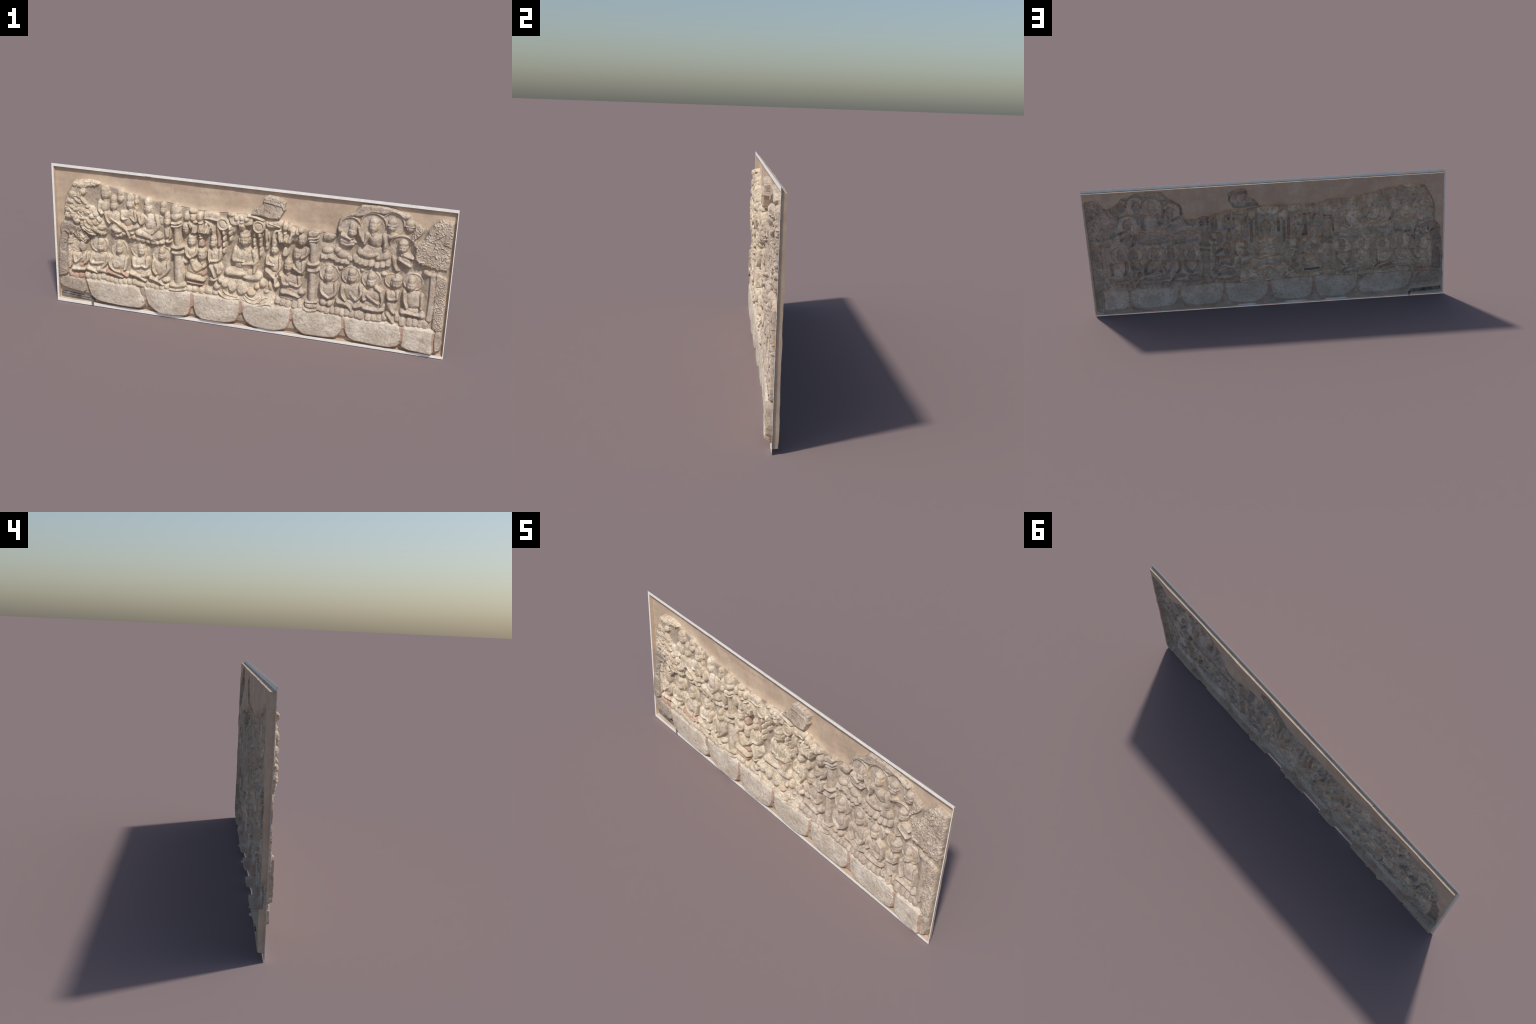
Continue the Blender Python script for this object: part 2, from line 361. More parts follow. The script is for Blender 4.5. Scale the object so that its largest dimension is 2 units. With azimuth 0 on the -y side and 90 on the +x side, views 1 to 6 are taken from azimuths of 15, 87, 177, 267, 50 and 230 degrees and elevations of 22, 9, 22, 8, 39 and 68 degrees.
rod('column_base', [(322, 195), (352, 194), (376, 201)], [7.5, 8.0, 7.5], 16, mat='right')
slab('column_base', [(315, 196), (326, 188), (375, 192), (379, 172), (350, 164), (319, 168)], 15, 6, mat='right')
rod('column_base', [(315, 160), (340, 152), (374, 160)], [7.0, 7.5, 7.0], 17, mat='right')

# left bay, upper tier
figure('attendant_figure', head=(-710, 626, 50, 70), hat='dome', turn=0.6, torso=[(-739, 582), (-695, 586), (-692, 539), (-717, 523), (-740, 541)], arms=[[(-740, 574), (-747, 536), (-730, 517)]], arm_r=11, mat='warm')
figure('attendant_head', head=(-631, 619, 36, 70), hat='tall', turn=0.2, lift=-3, mat='warm')
figure('attendant_head', head=(-547, 608, 25, 50), hat='tall', turn=0, lift=-6, torso=[(-558, 576), (-539, 575), (-538, 553), (-557, 549)], mat='warm')
figure('seated_figure', head=(-667, 578, 41, 80), hat='tall', turn=0.3, torso=[(-715, 529), (-684, 535), (-646, 534), (-635, 517), (-638, 481), (-673, 467), (-711, 481)], arms=[[(-712, 523), (-705, 489), (-690, 472)], [(-682, 499), (-661, 487), (-642, 478)]], legs=[[(-666, 447), (-645, 434), (-634, 434)]], leg_r=16, arm_r=8, mat='warm')
figure('seated_figure', head=(-579, 596, 42, 76), hat='tall', turn=0.25, torso=[(-629, 540), (-595, 553), (-566, 555), (-549, 546), (-558, 504), (-571, 471), (-608, 466), (-622, 496)], arms=[[(-622, 537), (-624, 499), (-594, 507)], [(-553, 547), (-547, 490), (-575, 516)]], sash=(-593, 478, 20, 17), legs=[[(-636, 473), (-597, 450), (-590, 419)], [(-541, 472), (-566, 458), (-593, 447)]], leg_r=12, arm_r=10, knees=[(-588, 416, 11, 9), (-571, 432, 13, 10), (-584, 406, 11, 9)], mat='warm')
petals('lotus_seat', [(-652, 407, 13, 10), (-633, 411, 13, 10), (-615, 421, 12, 10)], 12, mat='warm')
lump('lotus_seat', (-651, 430, 23, 16), 15, mat='red')
figure('seated_buddha', head=(-487, 586, 44, 83), hat='tall', turn=-0.3, torso=[(-527, 532), (-504, 541), (-463, 544), (-439, 530), (-445, 487), (-456, 463), (-492, 455), (-503, 479), (-510, 516)], arms=[[(-516, 529), (-519, 482), (-533, 516), (-537, 538)], [(-443, 533), (-428, 483), (-462, 447)]], legs=[[(-536, 439), (-493, 430), (-453, 409)], [(-427, 435), (-444, 427), (-463, 413)]], leg_r=18, arm_r=11, mat='warm')
petals('lotus_seat', [(-565, 409, 14, 12), (-539, 403, 14, 12), (-514, 400, 14, 12), (-487, 398, 14, 12), (-461, 396, 14, 12), (-440, 397, 14, 12), (-418, 402, 14, 12)], 13, mat='warm')
lump('lotus_seat', (-383, 410, 18, 11), 14, mat='warm')
figure('attendant_head', head=(-406, 583, 37, 64), hat='tall', turn=0.1, lift=-1, mat='warm')
figure('attendant_figure', head=(-386, 529, 37, 76), hat='tall', turn=-0.2, torso=[(-408, 482), (-365, 488), (-361, 433), (-380, 425), (-399, 428)], arms=[[(-368, 482), (-368, 452), (-371, 433)]], arm_r=8, mat='warm')
slab('drapery', [(-436, 542), (-410, 540), (-408, 496), (-421, 494)], 5, 6, mat='warm')

# left tree and monster foliage
lump('leaf', (-844, 651, 20, 12), 19, rot=20, mat='warm')
lump('leaf', (-832, 616, 17, 13), 19, rot=0, mat='warm')
lump('leaf', (-852, 595, 10, 15), 19, rot=10, mat='warm')
lump('leaf', (-861, 571, 25, 8), 19, rot=-40, mat='warm')
lump('leaf', (-828, 572, 27, 7), 19, rot=-50, mat='warm')
lump('leaf', (-806, 543, 13, 8), 19, rot=0, mat='warm')
lump('leaf', (-890, 532, 18, 9), 19, rot=-20, mat='warm')
lump('leaf', (-867, 522, 21, 10), 19, rot=20, mat='warm')
lump('leaf', (-838, 520, 16, 14), 19, rot=-30, mat='warm')
lump('leaf', (-817, 515, 16, 19), 19, rot=35, mat='warm')
lump('leaf', (-888, 500, 18, 8), 19, rot=-10, mat='warm')
lump('leaf', (-916, 487, 18, 15), 19, rot=0, mat='warm')
lump('leaf', (-910, 517, 16, 12), 19, rot=0, mat='warm')
lump('leaf', (-901, 563, 20, 14), 19, rot=0, mat='warm')
lump('leaf', (-887, 598, 22, 19), 19, rot=0, mat='warm')
lump('leaf', (-871, 656, 13, 13), 19, rot=0, mat='warm')
lump('leaf', (-869, 471, 19, 24), 20, rot=35, mat='warm')
lump('leaf', (-888, 487, 14, 10), 20, rot=0, mat='warm')
lump('leaf', (-831, 479, 25, 8), 20, rot=0, mat='warm')
lump('leaf', (-838, 450, 12, 15), 20, rot=0, mat='warm')
lump('leaf', (-824, 457, 10, 17), 20, rot=-10, mat='warm')
lump('leaf', (-803, 468, 10, 19), 20, rot=30, mat='warm')
lump('leaf', (-808, 437, 10, 21), 20, rot=50, mat='warm')
lump('leaf', (-828, 423, 9, 19), 20, rot=50, mat='warm')
lump('leaf', (-802, 418, 25, 7), 20, rot=-25, mat='warm')
lump('leaf', (-795, 402, 27, 7), 20, rot=-15, mat='warm')
lump('leaf', (-766, 463, 21, 13), 20, rot=0, mat='warm')
lump('leaf', (-746, 483, 11, 19), 20, rot=35, mat='warm')
lump('leaf', (-736, 441, 23, 13), 20, rot=10, mat='warm')
lump('leaf', (-771, 430, 27, 13), 20, rot=-20, mat='warm')
lump('leaf', (-742, 415, 29, 10), 20, rot=-15, mat='warm')
lump('leaf', (-784, 495, 17, 12), 20, rot=0, mat='warm')
lump('leaf', (-763, 507, 16, 14), 20, rot=0, mat='warm')
lump('leaf', (-782, 452, 13, 10), 20, rot=0, mat='warm')
lump('leaf', (-946, 413, 18, 21), 9, mat='grey')
lump('leaf', (-946, 374, 15, 14), 9, mat='grey')
lump('leaf', (-955, 354, 18, 9), 9, mat='grey')
lump('leaf', (-968, 331, 9, 12), 9, mat='grey')
lump('leaf', (-952, 317, 12, 14), 9, mat='grey')
lump('leaf', (-967, 309, 10, 10), 9, mat='grey')
lump('leaf', (-920, 374, 6, 16), 9, mat='grey')
lump('garland_bead', (-913, 363, 16, 6), 8, mat='red')
lump('garland_bead', (-922, 331, 9, 12), 8, mat='red')
lump('garland_bead', (-922, 309, 10, 9), 8, mat='red')
lump('garland_bead', (-922, 294, 10, 9), 8, mat='red')
lump('garland_bead', (-900, 372, 7, 16), 8, mat='red')

# left bay, lower tier
figure('seated_figure', head=(-846, 325, 40, 58), hat='broken', turn=0, halo=(-883, 322, 30, 37), torso=[(-898, 281), (-865, 292), (-818, 288), (-821, 255), (-830, 230), (-876, 223), (-887, 251)], arms=[[(-894, 277), (-890, 225), (-849, 266)], [(-820, 284), (-817, 255), (-834, 237)]], sash=(-856, 221, 25, 17), legs=[[(-899, 198), (-867, 198), (-837, 200)]], leg_r=12, arm_r=10, mat='warm')
petals('lotus_seat', [(-913, 165, 15, 15), (-887, 159, 15, 15), (-860, 163, 15, 15)], 9, mat='red')
slab('broken_relief', [(-930, 393), (-893, 409), (-842, 400), (-812, 360), (-825, 345), (-864, 351), (-883, 380), (-914, 379)], 8, 8, mat='warm', rough=2.2)
figure('seated_figure', head=(-745, 345, 42, 77), hat='tall', turn=0.2, halo=(-758, 345, 50, 47), torso=[(-804, 280), (-766, 303), (-731, 306), (-708, 292), (-717, 256), (-733, 234), (-785, 227), (-792, 255)], arms=[[(-795, 285), (-804, 241), (-768, 244), (-739, 252)], [(-708, 288), (-715, 248), (-748, 216)]], legs=[[(-815, 210), (-793, 205), (-768, 195)], [(-759, 212), (-732, 208), (-709, 202)]], leg_r=14, arm_r=11, mat='warm')
petals('lotus_seat', [(-822, 170, 16, 18), (-784, 170, 16, 18), (-753, 168, 16, 18), (-733, 177, 16, 18)], 15, mat='warm')
petals('lotus_seat', [(-731, 175, 13, 16), (-710, 167, 13, 16), (-689, 166, 13, 16), (-665, 161, 13, 16), (-638, 162, 13, 16), (-615, 165, 13, 16), (-590, 166, 13, 16), (-565, 170, 13, 16)], 15, mat='warm')
figure('seated_figure', head=(-644, 345, 42, 79), hat='tall', turn=0.15, halo=(-646, 329, 46, 56), torso=[(-693, 286), (-662, 302), (-623, 306), (-600, 290), (-604, 250), (-621, 219), (-674, 211), (-698, 237)], arms=[[(-691, 286), (-702, 244), (-672, 217), (-637, 214)], [(-606, 290), (-610, 253), (-615, 231)]], legs=[[(-709, 209), (-674, 199), (-627, 188)], [(-631, 215), (-615, 205), (-602, 196)]], leg_r=11, arm_r=10, leg_mat='red', mat='warm')
lump('round_drum', (-658, 255, 32, 29), 19, mat='warm', dish=4)
figure('seated_figure', head=(-526, 346, 42, 71), hat='dome', turn=0.2, halo=(-536, 344, 51, 47), torso=[(-573, 295), (-546, 309), (-513, 312), (-494, 303), (-496, 270), (-518, 243), (-551, 239), (-571, 259)], arms=[[(-569, 294), (-566, 250), (-531, 260)], [(-496, 300), (-493, 254), (-521, 266)]], legs=[[(-580, 216), (-536, 205), (-505, 186)], [(-486, 222), (-503, 214), (-520, 208)]], leg_r=14, arm_r=12, mat='warm')
figure('seated_figure', head=(-416, 340, 42, 70), hat='tall', turn=0.1, halo=(-419, 330, 54, 54), torso=[(-463, 297), (-443, 300), (-405, 304), (-381, 294), (-381, 257), (-402, 220), (-446, 213), (-463, 236)], arms=[[(-460, 296), (-464, 249), (-445, 232)], [(-385, 293), (-383, 251), (-427, 212)]], legs=[[(-475, 206), (-442, 196), (-408, 177)]], knees=[(-397, 201, 22, 14)], leg_r=11, arm_r=10, mat='warm')
petals('lotus_seat', [(-544, 163, 13, 13), (-523, 161, 13, 13), (-490, 163, 13, 13), (-467, 163, 13, 13), (-446, 157, 13, 13), (-416, 159, 13, 13), (-391, 169, 13, 13)], 14, mat='warm')

# centre bay: left attendants, canopy and tree
figure('attendant_head', head=(-289, 493, 38, 68), hat='dome', turn=0.3, lift=0, mat='warm')
figure('standing_attendant', head=(-260, 433, 45, 71), hat='dome', turn=0.4, torso=[(-296, 397), (-267, 397), (-235, 394), (-231, 364), (-265, 339), (-289, 350)], arms=[[(-291, 393), (-286, 354), (-265, 342)], [(-232, 392), (-234, 367), (-263, 344)]], arm_r=10, mat='warm')
figure('kneeling_figure', head=(-207, 366, 48, 75), hat='dome', turn=0.5, torso=[(-274, 320), (-257, 334), (-214, 329), (-203, 312), (-192, 285), (-191, 250), (-247, 242), (-288, 252), (-289, 280)], arms=[[(-259, 328), (-240, 270), (-196, 306)]], sash=(-202, 265, 15, 22), legs=[[(-274, 244), (-236, 238), (-199, 232)]], leg_r=20, arm_r=14, mat='warm')
rod('robe_hem', [(-282, 211), (-242, 207), (-203, 208)], [5.5, 6.5, 5.0], 13, mat='red')
petals('lotus_seat', [(-271, 177, 16, 17), (-243, 177, 16, 17), (-206, 175, 16, 17), (-176, 179, 16, 17), (-167, 177, 16, 17), (-136, 178, 16, 17), (-127, 208, 16, 17)], 13, mat='warm')
lump('loose_stone', (-294, 316, 16, 16), 8, mat='warm')
figure('seated_bodhisattva', head=(-150, 444, 36, 72), hat='tall', turn=-0.35, torso=[(-173, 393), (-146, 404), (-110, 403), (-107, 381), (-119, 339), (-158, 331), (-166, 358)], arms=[[(-170, 391), (-170, 355), (-164, 337)], [(-112, 401), (-113, 347), (-155, 343)]], legs=[[(-160, 310), (-147, 283), (-139, 258)], [(-134, 319), (-121, 302), (-123, 283)]], knees=[(-123, 284, 14, 15), (-150, 241, 22, 12), (-113, 245, 14, 12)], leg_r=13, arm_r=10, mat='warm')
lump('canopy_leaf', (-283, 557, 16, 23), 14, mat='warm', square=2.8, n=2.8)
lump('canopy_leaf', (-252, 556, 17, 21), 14, mat='warm', square=2.8, n=2.8)
lump('canopy_leaf', (-219, 563, 16, 23), 14, mat='warm', square=2.8, n=2.8)
lump('canopy_leaf', (-254, 586, 21, 11), 13, mat='warm', square=2.8, n=2.8)
skirt('canopy_skirt', (-264, 518, 11, 18), 17, rot=35, mat='warm')
skirt('canopy_skirt', (-247, 498, 16, 26), 17, rot=0, mat='warm')
skirt('canopy_skirt', (-214, 502, 14, 24), 17, rot=0, mat='warm')
skirt('canopy_skirt', (-189, 506, 15, 31), 17, rot=-12, mat='warm')
skirt('canopy_skirt', (-170, 501, 11, 24), 17, rot=-25, mat='warm')
lump('canopy_ring', (-240, 534, 14, 7), 17, mat='warm')
lump('canopy_ring', (-214, 532, 14, 7), 17, mat='warm')
lump('tassel_knob', (-216, 468, 9, 9), 15, mat='warm')
lump('tassel_knob', (-214, 455, 11, 8), 15, mat='warm')
slab('tassel', [(-222, 446), (-202, 448), (-190, 415), (-197, 409), (-226, 412)], 15, 6, mat='red')
slab('canopy_beam', [(-201, 588), (-166, 596), (-124, 592), (-116, 579), (-127, 550), (-141, 547), (-163, 549), (-203, 551), (-197, 550)], 10, 7, mat='warm')
rod('canopy_beam', [(-192, 559), (-168, 562), (-131, 556)], [4.5, 8.0, 6.5], 12, mat='warm')
rod('tree_trunk', [(-189, 545), (-175, 535), (-158, 526), (-151, 507), (-150, 472)], [7.0, 8.0, 10.0, 10.5, 11.0], 10, mat='warm')
rod('pole', [(-125, 522), (-122, 482), (-120, 425)], [8.5, 9.5, 10.0], 10, mat='red')
lump('rosette', (-100, 540, 31, 33), 13, mat='warm', rings=1)
lump('garland_bead', (-96, 493, 8, 15), 13, mat='warm', square=3.5, n=2.6)
lump('garland_bead', (-95, 462, 8, 15), 13, mat='warm', square=3.5, n=2.6)
lump('garland_bead', (-95, 431, 8, 15), 13, mat='warm', square=3.5, n=2.6)
lump('garland_bead', (-94, 400, 8, 15), 13, mat='warm', square=3.5, n=2.6)
lump('garland_bead', (-65, 523, 8, 15), 13, mat='warm', square=3.5, n=2.6)
lump('garland_bead', (-65, 494, 8, 15), 13, mat='warm', square=3.5, n=2.6)
lump('garland_bead', (-64, 463, 8, 15), 13, mat='warm', square=3.5, n=2.6)
slab('lintel', [(-78, 591), (-46, 593), (37, 600), (50, 582), (44, 545), (-59, 537), (-71, 561)], 6, 4, mat='warm')
lump('canopy_leaf', (-60, 594, 21, 9), 12, mat='warm', square=2.8, n=2.8)
lump('canopy_leaf', (-33, 577, 12, 13), 12, mat='warm', square=2.8, n=2.8)
lump('canopy_leaf', (-7, 580, 11, 14), 12, mat='warm', square=2.8, n=2.8)
lump('canopy_leaf', (18, 577, 14, 11), 12, mat='warm', square=2.8, n=2.8)
lump('pendant_knot', (-8, 561, 11, 8), 12, mat='warm')
lump('pendant', (-7, 532, 18, 20), 15, mat='warm', square=2.8, n=2.8)
rod('ribbon_band', [(25, 596), (60, 595), (99, 583)], [6.5, 8.0, 7.0], 11, mat='warm')
lump('rosette', (79, 549, 31, 32), 13, mat='warm', rings=1)
lump('garland_bead', (55, 500, 8, 14), 13, mat='warm', square=3.5, n=2.6)
lump('garland_bead', (55, 471, 8, 15), 13, mat='warm', square=3.5, n=2.6)
lump('garland_bead', (56, 451, 8, 15), 13, mat='warm', square=3.5, n=2.6)
lump('garland_bead', (57, 426, 8, 15), 13, mat='warm', square=3.5, n=2.6)
lump('garland_bead', (85, 506, 8, 14), 13, mat='warm', square=3.5, n=2.6)
lump('garland_bead', (86, 475, 8, 15), 13, mat='warm', square=3.5, n=2.6)
lump('garland_bead', (86, 455, 8, 15), 13, mat='warm', square=3.5, n=2.6)
lump('garland_bead', (87, 426, 8, 15), 13, mat='warm', square=3.5, n=2.6)
lump('garland_bead', (88, 406, 8, 15), 13, mat='warm', square=3.5, n=2.6)
rod('strap', [(116, 535), (118, 490), (117, 456)], [7.5, 8.5, 8.5], 12, mat='warm')
rod('strap', [(128, 522), (132, 482), (117, 438)], [4.5, 5.0, 10.5], 8, mat='warm')
slab('canopy_beam', [(110, 579), (126, 577), (186, 592), (192, 582), (190, 558), (127, 549), (112, 561)], 10, 6, mat='warm')
rod('canopy_beam', [(127, 575), (154, 569), (184, 561)], [3.5, 3.5, 3.0], 13, mat='warm')
rod('tree_trunk', [(184, 542), (163, 538), (153, 524), (153, 480)], [6.0, 7.5, 10.5, 11.5], 10, mat='warm')
lump('canopy_bud', (209, 568, 14, 23), 15, mat='warm', square=2.8, n=2.8)
lump('canopy_ring', (209, 534, 10, 8), 17, mat='warm')
skirt('canopy_skirt', (186, 510, 13, 30), 17, rot=14, mat='warm')
skirt('canopy_skirt', (211, 506, 14, 24), 17, rot=0, mat='warm')
skirt('canopy_skirt', (235, 511, 12, 31), 17, rot=-16, mat='warm')
lump('canopy_leaf', (229, 563, 10, 19), 14, mat='warm', square=2.8, n=2.8)
lump('canopy_leaf', (245, 544, 14, 22), 14, mat='warm', square=2.8, n=2.8)
lump('canopy_leaf', (267, 547, 11, 17), 14, mat='warm', square=2.8, n=2.8)
lump('canopy_leaf', (284, 558, 14, 14), 14, mat='warm', square=2.8, n=2.8)
lump('tassel_knob', (210, 473, 9, 9), 15, mat='warm')
slab('tassel', [(202, 464), (221, 466), (232, 421), (213, 408), (191, 418)], 15, 7, mat='warm')

# centre bay: main seated figure on its lotus
figure('seated_buddha', head=(7, 475, 54, 91), hat='bun', turn=-0.15, lift=5, torso=[(-44, 411), (-32, 427), (-2, 424), (31, 432), (60, 405), (56, 360), (47, 312), (-42, 308), (-50, 352)], arms=[[(-38, 411), (-53, 355), (-24, 359), (3, 357)], [(52, 412), (68, 352), (34, 349), (2, 344)]], sash=(16, 316, 21, 14), legs=[[(-70, 291), (-28, 287), (14, 290)], [(79, 284), (44, 273), (11, 276)]], leg_r=20, arm_r=15, lap=1, mat='warm')
rod('sleeve', [(62, 342), (59, 308)], [14.5, 11.0], 16, mat='warm')
lump('lotus_petal', (-82, 235, 23, 25), 19, mat='warm', n=4)
lump('lotus_petal', (-49, 217, 21, 30), 19, mat='warm', n=4)
lump('lotus_petal', (1, 211, 28, 30), 19, mat='warm', n=4)
lump('lotus_petal', (50, 203, 24, 21), 19, mat='warm', n=4)
lump('lotus_petal', (76, 235, 15, 13), 19, mat='warm', n=4)
lump('lotus_petal', (-106, 246, 13, 14), 19, mat='warm', n=4)
lump('lotus_petal', (-126, 213, 18, 16), 19, mat='warm', n=4)
lump('lotus_petal', (106, 253, 22, 23), 19, mat='warm')
lump('lotus_petal', (122, 214, 16, 11), 13, mat='warm')
lump('lotus_petal', (141, 247, 11, 28), 12, rot=10, mat='warm')
rod('drapery_fold', [(-118, 182), (-99, 161), (-69, 152), (-36, 154), (-14, 161)], [4.5, 4.5, 4.5, 4.5, 4.5], 12, mat='warm')
rod('drapery_fold', [(-94, 193), (-79, 174), (-51, 168), (-21, 169)], [4.5, 4.5, 4.5, 4.5], 12, mat='warm')
rod('drapery_fold', [(12, 172), (29, 154), (58, 146), (87, 155), (106, 174)], [4.5, 4.5, 4.5, 4.5, 4.5], 12, mat='warm')
rod('drapery_fold', [(17, 183), (41, 167), (72, 166), (90, 183)], [4.5, 4.5, 4.5, 4.5], 12, mat='warm')
rod('drapery_fold', [(90, 138), (124, 153), (150, 153), (159, 141)], [5.0, 5.0, 5.0, 5.0], 11, mat='warm')
rod('drapery_fold', [(88, 153), (111, 178), (129, 184)], [4.0, 4.0, 4.0], 11, mat='warm')

# centre bay: right attendants
figure('attendant_head', head=(291, 506, 39, 68), hat='dome', turn=0.2, mat='right')
figure('standing_attendant', head=(268, 432, 43, 69), hat='dome', turn=-0.3, torso=[(272, 465), (289, 466), (318, 480), (323, 436), (291, 408), (258, 394)], arms=[[(318, 462), (316, 431), (293, 417)]], arm_r=9, mat='right')
figure('seated_bodhisattva', head=(157, 453, 41, 89), hat='tall', turn=0.3, torso=[(118, 396), (152, 405), (180, 407), (190, 388), (183, 343), (176, 321), (146, 317), (134, 350)], arms=[[(123, 397), (119, 363), (137, 362), (158, 361)], [(185, 400), (189, 345), (172, 315)]], legs=[[(122, 328), (142, 310), (166, 291), (166, 259)]], knees=[(192, 314, 14, 13), (171, 253, 19, 14)], leg_r=13, arm_r=9, mat='warm')
figure('standing_attendant', torso=[(254, 393), (293, 397), (309, 383), (308, 327), (293, 320), (260, 357)], arms=[[(299, 390), (300, 332), (255, 362)]], arm_r=10, mat='right')
figure('seated_figure', head=(227, 366, 46, 73), hat='dome', turn=0.2, torso=[(195, 307), (226, 321), (261, 324), (290, 314), (288, 280), (266, 254), (219, 247), (207, 277)], arms=[[(199, 306), (206, 266), (233, 271)], [(282, 312), (292, 262), (240, 278)]], sash=(247, 247, 19, 12), legs=[[(206, 228), (237, 227), (285, 212)]], knees=[(298, 238, 22, 18)], leg_r=15, arm_r=11, mat='right')
slab('seat_block', [(188, 204), (230, 214), (299, 198), (311, 192), (307, 180), (250, 181), (188, 190)], 8, 7, mat='right')
petals('lotus_seat', [(182, 178, 15, 18), (207, 173, 15, 18), (234, 169, 15, 18), (268, 169, 15, 18), (296, 173, 15, 18)], 12, mat='right')

# right bay, upper tier
slab('broken_stone', [(385, 540), (397, 554), (456, 553), (447, 528), (420, 514), (389, 517)], 10, 7, mat='right', rough=1.4)
lump('seat_cushion', (412, 467, 27, 18), 15, mat='right')
petals('lotus_seat', [(392, 436, 11, 13), (408, 436, 11, 13), (424, 442, 11, 13)], 13, mat='right')
figure('seated_figure', head=(528, 592, 44, 73), hat='cone', turn=-0.4, halo=(518, 598, 50, 54), dish=1, torso=[(460, 560), (499, 558), (530, 547), (561, 526), (536, 510), (503, 491), (476, 488), (443, 483), (450, 529)], arms=[[(580, 541), (563, 579), (557, 606)], [(479, 559), (500, 553), (519, 545)], [(479, 516), (503, 507), (533, 518)]], knees=[(486, 457, 32, 20), (461, 476, 19, 16)], arm_r=10, mat='right')
petals('lotus_seat', [(442, 437, 13, 12), (463, 426, 13, 12), (487, 424, 13, 12), (509, 423, 13, 12), (523, 442, 13, 12)], 12, mat='right')
figure('seated_figure', head=(708, 635, 43, 67), hat='band', turn=-0.2, halo=(712, 640, 51, 56), dish=1, torso=[(687, 590), (718, 600), (740, 594), (720, 569), (693, 562)], mat='right')
figure('seated_buddha', head=(624, 626, 46, 77), hat='cap', turn=-0.5, halo=(622, 630, 59, 53), dish=1, torso=[(592, 580), (626, 579), (661, 589), (689, 573), (672, 536), (658, 507), (610, 522), (601, 554)], arms=[[(677, 578), (685, 543), (680, 505)], [(598, 577), (592, 549), (587, 531)]], legs=[[(572, 483), (610, 468), (647, 481)], [(687, 476), (671, 468), (652, 462)]], knees=[(596, 490, 31, 23)], leg_r=19, arm_r=12, mat='right')
petals('lotus_seat', [(547, 451, 14, 16), (556, 440, 14, 16), (574, 435, 14, 16), (597, 431, 14, 16), (623, 432, 14, 16), (652, 428, 14, 16), (677, 434, 14, 16), (701, 443, 14, 16)], 15, mat='right')
slab('hanging_cloth', [(713, 485), (736, 483), (753, 420), (765, 414), (742, 408), (721, 442)], 11, 7, mat='right')
figure('attendant_head', head=(790, 639, 43, 58), hat='band', turn=-0.3, lift=-2, mat='right')
figure('seated_figure', head=(765, 536, 47, 66), hat='cap', turn=-0.3, halo=(761, 544, 56, 46), dish=1, torso=[(755, 486), (772, 506), (812, 494), (815, 446), (789, 435), (755, 455)], arms=[[(775, 497), (791, 492), (815, 488)], [(754, 474), (779, 462), (807, 448)]], arm_r=10, mat='right')

# right bay, lower tier
figure('seated_figure', head=(427, 354, 49, 84), hat='cone', turn=-0.3, halo=(428, 354, 50, 48), torso=[(392, 297), (425, 311), (464, 308), (470, 290), (467, 249), (430, 227), (394, 247)], arms=[[(394, 296), (395, 255), (429, 234)], [(463, 302), (468, 257), (434, 233)]], knees=[(438, 202, 18, 20), (408, 203, 21, 20)], arm_r=11, mat='right')
petals('lotus_seat', [(386, 173, 14, 15), (404, 169, 14, 15), (429, 164, 14, 15), (455, 167, 14, 15)], 14, mat='right')
figure('seated_figure', head=(540, 360, 48, 79), hat='tall', turn=0.1, halo=(532, 358, 47, 49), torso=[(488, 301), (515, 319), (557, 326), (587, 312), (586, 271), (563, 234), (517, 227), (501, 264)], arms=[[(496, 302), (494, 257), (516, 232)], [(583, 309), (590, 272), (572, 245)], [(537, 271), (551, 254), (565, 242)]], legs=[[(480, 219), (528, 214), (547, 183)], [(591, 218), (574, 208), (561, 204)]], leg_r=13, arm_r=11, mat='right')
petals('lotus_seat', [(479, 171, 14, 20), (502, 168, 14, 20), (526, 172, 14, 20), (549, 168, 14, 20), (577, 167, 14, 19), (594, 163, 14, 19)], 14, mat='right')
figure('seated_figure', head=(631, 352, 48, 83), hat='tall', turn=-0.2, halo=(630, 352, 49, 46), torso=[(597, 291), (629, 309), (666, 309), (684, 295), (687, 261), (675, 239), (621, 240), (602, 261)], arms=[[(601, 292), (599, 245), (610, 251)], [(619, 271), (646, 251), (674, 238)], [(680, 296), (692, 254), (688, 237)]], legs=[[(605, 209), (646, 203), (675, 203), (699, 209)]], leg_r=13, arm_r=10, mat='right')
rod('scarf', [(657, 316), (681, 300)], [11.5, 9.5], 15, mat='right')
petals('lotus_seat', [(592, 170, 16, 19), (630, 163, 16, 19), (658, 165, 16, 18), (681, 165, 16, 18), (707, 175, 15, 18)], 14, mat='right')
figure('kneeling_figure', head=(749, 356, 49, 73), hat='bun', turn=0.6, halo=(732, 360, 41, 38), torso=[(709, 299), (733, 321), (763, 302), (763, 276), (752, 253), (715, 250)], arms=[[(715, 298), (718, 264), (759, 276)], [(758, 305), (760, 278)]], legs=[[(723, 241), (733, 218), (750, 202)], [(720, 194), (735, 174), (749, 156)]], leg_r=13, arm_r=11, mat='right')
figure('seated_figure', head=(819, 360, 48, 78), hat='cone', turn=0.1, halo=(825, 368, 49, 46), torso=[(794, 308), (819, 325), (853, 323), (874, 306), (878, 269), (869, 238), (815, 229), (796, 265)], arms=[[(791, 313), (793, 270), (807, 241)], [(871, 306), (875, 270), (874, 244)]], legs=[[(788, 214), (809, 214), (850, 207)], [(882, 207), (865, 208), (849, 207)]], leg_r=14, arm_r=11, mat='right')
petals('lotus_seat', [(768, 181, 15, 22), (791, 168, 15, 22), (792, 162, 15, 22), (826, 168, 15, 22), (852, 170, 15, 22), (877, 169, 14, 22), (900, 167, 14, 22)], 13, mat='right')
